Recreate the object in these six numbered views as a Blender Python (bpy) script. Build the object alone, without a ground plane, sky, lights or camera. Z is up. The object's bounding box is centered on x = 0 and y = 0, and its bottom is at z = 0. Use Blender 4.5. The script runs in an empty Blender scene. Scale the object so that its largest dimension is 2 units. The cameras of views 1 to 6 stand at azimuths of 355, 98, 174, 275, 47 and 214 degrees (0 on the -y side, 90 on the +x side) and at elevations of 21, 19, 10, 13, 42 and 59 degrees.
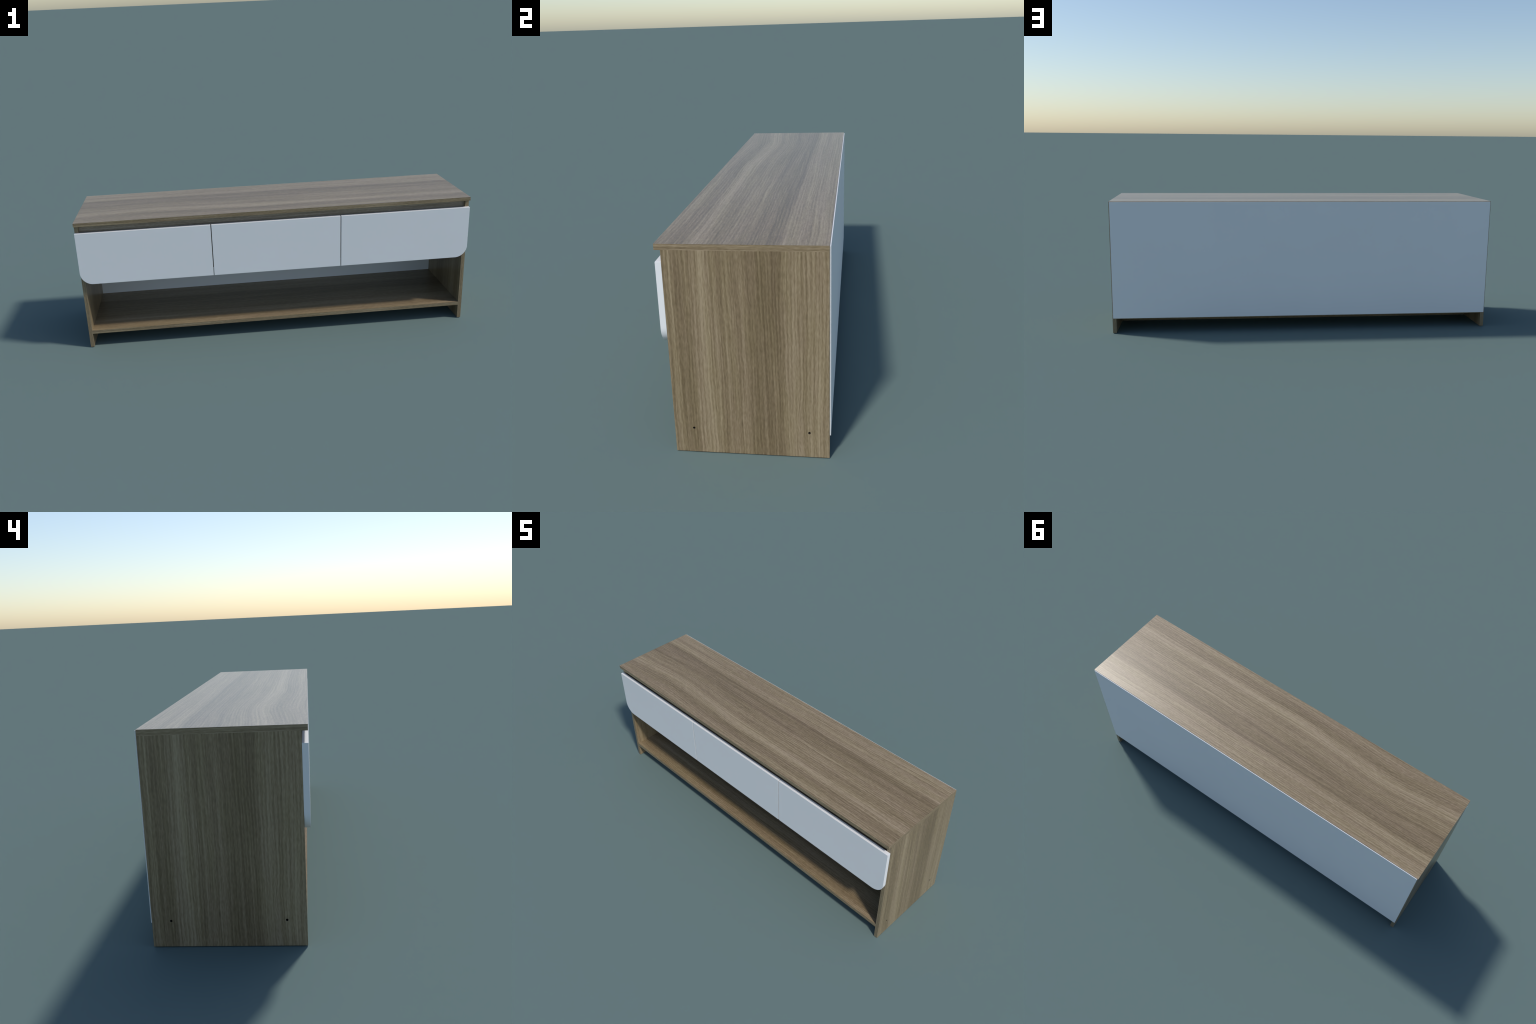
"""Low media sideboard: grey-brown wood-grain boards, three white drawer fronts."""
import bpy, bmesh, math
from mathutils import Vector

# ------------------------------------------------------------------ sizes (m)
HALF_W   = 1.0          # half the overall width
BOARD    = 0.01875      # board thickness
TOP_Z    = 0.6875       # upper face of the top
FRONT_Y  = -0.251875    # front of the top and of the drawer fronts
SIDE_Y   = -0.233125    # front of the side panels and the shelf
WOOD_Y   = 0.248125     # back of all wooden boards
BACK_Y   = 0.251875     # outer face of the thin back panel
SHELF_Z0, SHELF_Z1 = 0.075, 0.09375
DRAWER_Z0, DRAWER_Z1 = 0.3625, 0.6328
DRAWER_R = 0.0625       # rounded outer lower corners
GAP_IN, GAP_OUT = 0.3270, 0.3314
BACK_INSET = 0.00375
UNDER_Z  = TOP_Z - BOARD
INNER_X  = HALF_W - BOARD


# ------------------------------------------------------------------ node helpers
class Tree:
    def __init__(self, name):
        self.mat = bpy.data.materials.new(name)
        self.mat.use_nodes = True
        self.t = self.mat.node_tree
        self.t.nodes.clear()
        self.out = self.t.nodes.new("ShaderNodeOutputMaterial")
        self.bsdf = self.t.nodes.new("ShaderNodeBsdfPrincipled")
        self.t.links.new(self.bsdf.outputs[0], self.out.inputs[0])

    def put(self, sock, v):
        if isinstance(v, bpy.types.NodeSocket):
            self.t.links.new(v, sock)
        elif v is not None:
            sock.default_value = v

    def math(self, op, a, b=None, c=None, clamp=False):
        n = self.t.nodes.new("ShaderNodeMath")
        n.operation = op
        n.use_clamp = clamp
        for i, v in enumerate((a, b, c)):
            self.put(n.inputs[i], v)
        return n.outputs[0]

    def vec(self, x, y, z=0.0):
        n = self.t.nodes.new("ShaderNodeCombineXYZ")
        for i, v in enumerate((x, y, z)):
            self.put(n.inputs[i], v)
        return n.outputs[0]

    def noise(self, x, y, z=0.0, detail=2.0, rough=0.5):
        n = self.t.nodes.new("ShaderNodeTexNoise")
        n.noise_dimensions = '3D'
        self.t.links.new(self.vec(x, y, z), n.inputs["Vector"])
        n.inputs["Scale"].default_value = 1.0
        n.inputs["Detail"].default_value = detail
        n.inputs["Roughness"].default_value = rough
        return n.outputs[0]

    def centred(self, x, y, z=0.0, detail=2.0, gain=1.0, rough=0.5):
        """noise around zero, times gain"""
        return self.math('MULTIPLY', self.math('SUBTRACT', self.noise(x, y, z, detail, rough), 0.5), gain)

    def ramp(self, fac, stops, interp='LINEAR'):
        n = self.t.nodes.new("ShaderNodeValToRGB")
        n.color_ramp.interpolation = interp
        e = n.color_ramp.elements
        while len(e) < len(stops):
            e.new(0.5)
        for el, (p, c) in zip(e, stops):
            el.position = p
            el.color = (c, c, c, 1) if isinstance(c, (int, float)) else (*c, 1)
        self.put(n.inputs[0], fac)
        return n.outputs[0]

    def mix(self, fac, a, b, mode='MIX'):
        n = self.t.nodes.new("ShaderNodeMix")
        n.data_type = 'RGBA'
        n.blend_type = mode
        self.put(n.inputs[0], fac)
        self.put(n.inputs[6], a)
        self.put(n.inputs[7], b)
        return n.outputs[2]


WOOD_DARK  = (0.138, 0.099, 0.053)
WOOD_MID   = (0.225, 0.169, 0.098)
WOOD_LIGHT = (0.348, 0.276, 0.176)

# brightness of the growth bands across a board, front edge = 0, back edge = 1
BANDS = [(0.00, 0.46), (0.05, 0.50), (0.10, 0.36), (0.145, 0.33), (0.19, 0.52),
         (0.24, 0.70), (0.29, 0.56), (0.335, 0.40), (0.40, 0.47), (0.48, 0.44),
         (0.56, 0.33), (0.61, 0.36), (0.66, 0.34), (0.715, 0.27), (0.735, 0.53),
         (0.80, 0.56), (0.86, 0.50), (0.92, 0.60), (1.00, 0.54)]


def wood(name, along, across, seed, width=0.5, banded=True, figure=None, sky_light_tint=None):
    """Wood laminate. along / across = 'XYZ' letters of the object axes.
    figure = (along, across, shift, len_along, len_across): a cathedral bulge."""
    T = Tree(name)
    tc = T.t.nodes.new("ShaderNodeTexCoord")
    sep = T.t.nodes.new("ShaderNodeSeparateXYZ")
    T.t.links.new(tc.outputs["Object"], sep.inputs[0])
    u = sep.outputs[along]
    v0 = sep.outputs[across]
    v = v0
    # slow wander of the growth lines
    v = T.math('ADD', v, T.centred(T.math('MULTIPLY', u, 1.6), T.math('MULTIPLY', v0, 5.0),
                                   seed, 1.0, 0.022 if banded else 0.006))
    # small tremor
    v = T.math('ADD', v, T.centred(T.math('MULTIPLY', u, 14.0), T.math('MULTIPLY', v0, 22.0),
                                   seed + 3.1, 2.0, 0.0060 if banded else 0.0025))
    if figure:
        fu, fv, shift, lu, lv = figure
        du = T.math('DIVIDE', T.math('SUBTRACT', u, fu), lu)
        dv = T.math('DIVIDE', T.math('SUBTRACT', v0, fv), lv)
        r2 = T.math('ADD', T.math('MULTIPLY', du, du), T.math('MULTIPLY', dv, dv))
        g = T.math('POWER', math.e, T.math('MULTIPLY', r2, -1.0))
        v = T.math('SUBTRACT', v, T.math('MULTIPLY', g, shift))
    # growth lines: long, thin
    s1 = T.centred(T.math('MULTIPLY', u, 1.1), T.math('MULTIPLY', v, 62.0), seed + 7, 3.0, 1.0, 0.6)
    s2 = T.centred(T.math('MULTIPLY', u, 3.2), T.math('MULTIPLY', v, 150.0), seed + 11, 2.0, 1.0)
    s3 = T.centred(T.math('MULTIPLY', u, 20.0), T.math('MULTIPLY', v, 330.0), seed + 17, 2.0, 1.0, 0.6)
    # regular early/late-wood ripple, about 1 cm apart, fading in and out
    phase = T.math('ADD', T.math('MULTIPLY', v, 2 * math.pi / 0.0105),
                   T.centred(T.math('MULTIPLY', u, 1.4), T.math('MULTIPLY', v, 26.0), seed + 41, 1.0, 14.0))
    ripple = T.math('SINE', phase)
    fade = T.noise(T.math('MULTIPLY', u, 3.0), T.math('MULTIPLY', v, 36.0), seed + 47, 1.0)
    ripple = T.math('MULTIPLY', ripple, T.math('MULTIPLY', fade, 0.17))
    # pores: short flecks
    pores = T.centred(T.math('MULTIPLY', u, 55.0), T.math('MULTIPLY', v, 300.0), seed + 53, 1.0, 0.55)
    if banded:
        s = T.math('ADD', T.math('DIVIDE', v, width), 0.5)
        band = T.ramp(s, BANDS, 'EASE')
        cloud = T.centred(T.math('MULTIPLY', u, 1.3), T.math('MULTIPLY', v, 9.0), seed + 23, 1.0, 0.22)
        f = T.math('ADD', band, cloud)
        g1, g2, g3 = 0.54, 0.50, 0.46
    else:
        f = T.math('ADD', 0.49, 0.0)
        g1, g2, g3 = 0.6, 0.9, 0.5
    f = T.math('ADD', T.math('ADD', f, pores), ripple)
    f = T.math('MULTIPLY_ADD', s1, g1, f)
    f = T.math('MULTIPLY_ADD', s2, g2, f)
    f = T.math('MULTIPLY_ADD', s3, g3, f, clamp=True)
    col = T.ramp(f, [(0.12, WOOD_DARK), (0.45, WOOD_MID), (0.85, WOOD_LIGHT)])
    # faint drift of hue: straw to greyish pink
    hue = T.noise(T.math('MULTIPLY', u, 3.0), T.math('MULTIPLY', v, 30.0), seed + 31, 1.0)
    tint = T.ramp(hue, [(0.35, (1.00, 1.00, 0.965)), (0.65, (1.015, 0.998, 1.02))])
    col = T.mix(1.0, col, tint, 'MULTIPLY')
    if sky_light_tint:                                   # bluish sky light on the rail, baked into its base colour
        col = T.mix(1.0, col, (*sky_light_tint, 1), 'MULTIPLY')
    T.put(T.bsdf.inputs["Base Color"], col)
    T.bsdf.inputs["Roughness"].default_value = 0.30
    T.bsdf.inputs["Specular IOR Level"].default_value = 0.5
    return T.mat


def plain(name, colour, rough):
    T = Tree(name)
    tc = T.t.nodes.new("ShaderNodeTexCoord")
    n = T.t.nodes.new("ShaderNodeTexNoise")
    n.inputs["Scale"].default_value = 3.0
    T.t.links.new(tc.outputs["Object"], n.inputs["Vector"])
    c = [tuple(x * k for x in colour) for k in (0.99, 1.01)]
    T.put(T.bsdf.inputs["Base Color"], T.ramp(n.outputs[0], [(0.3, c[0]), (0.7, c[1])]))
    T.bsdf.inputs["Roughness"].default_value = rough
    return T.mat


FIGURE = (-0.58, -0.10, 0.038, 0.30, 0.15)
M_TOP    = wood("wood_top_grain", 'X', 'Y', 1.7, figure=FIGURE)
M_SHELF  = wood("wood_shelf_grain", 'X', 'Y', 5.3)
M_SIDE   = wood("wood_side_grain", 'Z', 'Y', 9.1, width=0.49)
M_EDGE_X = wood("wood_edge_along_width", 'X', 'Z', 13.0, banded=False)
M_RAIL   = wood("wood_rail_sky_tinted", 'X', 'Z', 41.0, banded=False, sky_light_tint=(1.20, 1.30, 1.62))
M_EDGE_Y = wood("wood_edge_along_depth", 'Y', 'Z', 19.0, banded=False)
M_EDGE_Z = wood("wood_edge_along_height", 'Z', 'X', 23.0, banded=False)
M_WHITE  = plain("white_lacquer", (0.785, 0.785, 0.785), 0.45)
M_BACK   = plain("white_hardboard", (0.80, 0.80, 0.80), 0.55)
M_CORE   = plain("drilled_chipboard", (0.030, 0.022, 0.015), 0.9)  # board colour darkened to near black to paint the shade inside the holes
M_BOX    = plain("drawer_box_board", (0.16, 0.125, 0.08), 0.6)


# ------------------------------------------------------------------ geometry helpers
ROOT = bpy.data.objects.new("sideboard", None)
ROOT.empty_display_size = 0.2
bpy.context.scene.collection.objects.link(ROOT)
ROOT["label"] = "low wood-grain sideboard with three white drawer fronts"
ROOT["category"] = "sideboard"


def link(obj, parent=ROOT):
    bpy.context.scene.collection.objects.link(obj)
    obj.parent = parent
    if parent is not ROOT:
        obj.matrix_parent_inverse = parent.matrix_world.inverted()
    return obj


def box_mesh(name, size, mats):
    """Box around its own origin; mats = (faces across x, y, z)."""
    bm = bmesh.new()
    bmesh.ops.create_cube(bm, size=1.0)
    bmesh.ops.scale(bm, vec=Vector(size), verts=bm.verts)
    me = bpy.data.meshes.new(name)
    slots = []
    for m in mats:
        if m not in slots:
            slots.append(m)
    for f in bm.faces:
        n = f.normal
        ax = max(range(3), key=lambda i: abs(n[i]))
        f.material_index = slots.index(mats[ax])
    bm.to_mesh(me)
    bm.free()
    for m in slots:
        me.materials.append(m)
    return me


def board(name, x, y, z, mats, parent=ROOT):
    size = (x[1] - x[0], y[1] - y[0], z[1] - z[0])
    ob = bpy.data.objects.new(name, box_mesh(name, size, mats))
    ob.location = ((x[0] + x[1]) / 2, (y[0] + y[1]) / 2, (z[0] + z[1]) / 2)
    return link(ob, parent)


def apply_modifiers(ob):
    bpy.context.view_layer.update()
    dg = bpy.context.evaluated_depsgraph_get()
    me = bpy.data.meshes.new_from_object(ob.evaluated_get(dg))
    ob.modifiers.clear()
    ob.data = me


# ------------------------------------------------------------------ boards
top = board("top_board", (-HALF_W, HALF_W), (FRONT_Y, WOOD_Y), (UNDER_Z, TOP_Z),
            (M_EDGE_Y, M_EDGE_X, M_TOP))

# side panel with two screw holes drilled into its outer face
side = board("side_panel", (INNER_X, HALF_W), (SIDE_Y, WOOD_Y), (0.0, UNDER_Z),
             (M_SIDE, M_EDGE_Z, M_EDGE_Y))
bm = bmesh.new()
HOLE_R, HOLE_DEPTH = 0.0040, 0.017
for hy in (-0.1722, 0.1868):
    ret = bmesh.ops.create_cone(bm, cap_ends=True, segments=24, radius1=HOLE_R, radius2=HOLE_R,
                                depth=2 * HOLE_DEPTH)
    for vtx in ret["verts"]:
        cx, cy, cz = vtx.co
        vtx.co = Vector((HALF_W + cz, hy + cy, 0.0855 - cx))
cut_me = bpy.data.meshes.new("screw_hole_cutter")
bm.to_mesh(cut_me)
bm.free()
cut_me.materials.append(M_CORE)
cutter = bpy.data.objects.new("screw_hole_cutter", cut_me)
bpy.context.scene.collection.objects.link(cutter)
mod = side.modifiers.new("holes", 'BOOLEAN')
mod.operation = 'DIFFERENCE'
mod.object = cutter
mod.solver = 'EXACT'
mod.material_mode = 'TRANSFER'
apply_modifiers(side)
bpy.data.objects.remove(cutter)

# the other side is the same drilled board turned half round
other = side.copy()
other.location.x = -side.location.x
other.rotation_euler = (0, 0, math.pi)
link(other)
board("shelf", (-INNER_X, INNER_X), (SIDE_Y, WOOD_Y), (SHELF_Z0, SHELF_Z1),
      (M_EDGE_Y, M_EDGE_X, M_SHELF))
board("stretcher", (-INNER_X, INNER_X), (-0.0055, -0.0055 + BOARD), (0.0, SHELF_Z0),
      (M_EDGE_Y, M_EDGE_X, M_EDGE_X))
RAIL_Y = SIDE_Y + 0.0155
board("front_rail", (-INNER_X, INNER_X), (RAIL_Y, RAIL_Y + BOARD), (UNDER_Z - 0.0625, UNDER_Z),
      (M_EDGE_Y, M_RAIL, M_RAIL))
PART_Z0 = 0.400
for px in (-0.3292, 0.3292):
    board("partition", (px - BOARD / 2, px + BOARD / 2), (RAIL_Y + BOARD, WOOD_Y),
          (PART_Z0, UNDER_Z), (M_SIDE, M_EDGE_Z, M_EDGE_Y))
    board("partition_post", (px - BOARD / 2, px + BOARD / 2), (SIDE_Y + 0.001, RAIL_Y + BOARD),
          (PART_Z0, UNDER_Z - 0.0625), (M_SIDE, M_EDGE_Z, M_EDGE_Y))

board("back_panel", (-HALF_W + BACK_INSET, HALF_W - BACK_INSET), (WOOD_Y, BACK_Y),
      (0.07875, TOP_Z - 0.0027), (M_BACK, M_BACK, M_BACK))


# ------------------------------------------------------------------ drawers
def drawer_front(x0, x1, round_left, round_right):
    """White slab, its outer lower corner rounded."""
    y0, y1 = FRONT_Y, SIDE_Y
    cx, cy, cz = (x0 + x1) / 2, (y0 + y1) / 2, (DRAWER_Z0 + DRAWER_Z1) / 2
    pts = []

    def corner(x, sx, rounded):
        if not rounded:
            return [(x, DRAWER_Z0)]
        n = 24
        c = (x - sx * DRAWER_R, DRAWER_Z0 + DRAWER_R)
        arc = [(c[0] + sx * DRAWER_R * math.sin(a), c[1] - DRAWER_R * math.cos(a))
               for a in (math.pi / 2 * i / n for i in range(n + 1))]
        return arc
    left = corner(x0, -1, round_left)
    right = corner(x1, 1, round_right)
    pts = [(x0, DRAWER_Z1)] + left[::-1] + right + [(x1, DRAWER_Z1)]
    bm = bmesh.new()
    face = bm.faces.new([bm.verts.new((px - cx, y0 - cy, pz - cz)) for px, pz in pts])
    ext = bmesh.ops.extrude_face_region(bm, geom=[face])
    bmesh.ops.translate(bm, vec=(0, y1 - y0, 0),
                        verts=[g for g in ext["geom"] if isinstance(g, bmesh.types.BMVert)])
    bmesh.ops.recalc_face_normals(bm, faces=bm.faces)
    me = bpy.data.meshes.new("drawer_front")
    bm.to_mesh(me)
    bm.free()
    me.materials.append(M_WHITE)
    ob = bpy.data.objects.new("drawer_front", me)
    ob.location = (cx, cy, cz)
    link(ob)
    bev = ob.modifiers.new("bevel", 'BEVEL')
    bev.width = 0.0006
    bev.segments = 2
    bev.limit_method = 'ANGLE'
    bev.angle_limit = math.radians(40)
    apply_modifiers(ob)
    me = ob.data
    return ob


def drawer_box(front, x0, x1):
    """Open tray behind a front: two sides, a back and a bottom in one mesh."""
    t = 0.015
    y0, y1, z0, z1 = SIDE_Y + 0.0002, 0.19, 0.405, 0.585
    bm = bmesh.new()

    def slab(a, b):
        r = bmesh.ops.create_cube(bm, size=1.0)
        for vt in r["verts"]:
            for i in range(3):
                vt.co[i] = b[i] if vt.co[i] > 0 else a[i]
    slab((x0, y0, z0), (x0 + t, y1, z1))
    slab((x1 - t, y0, z0), (x1, y1, z1))
    slab((x0 + t, y1 - t, z0), (x1 - t, y1, z1))
    slab((x0 + t, y0, z0), (x1 - t, y1 - t, z0 + 0.006))
    me = bpy.data.meshes.new("drawer_box")
    bm.to_mesh(me)
    bm.free()
    me.materials.append(M_BOX)
    ob = bpy.data.objects.new("drawer_box", me)
    bpy.context.view_layer.update()
    return link(ob, front)


for fx, bx, rl, rr in (((-HALF_W, -GAP_OUT), (-0.965, -0.355), True, False),
                       ((-GAP_IN, GAP_IN), (-0.305, 0.305), False, False),
                       ((GAP_OUT, HALF_W), (0.355, 0.965), False, True)):
    fr = drawer_front(*fx, rl, rr)
    drawer_box(fr, *bx)
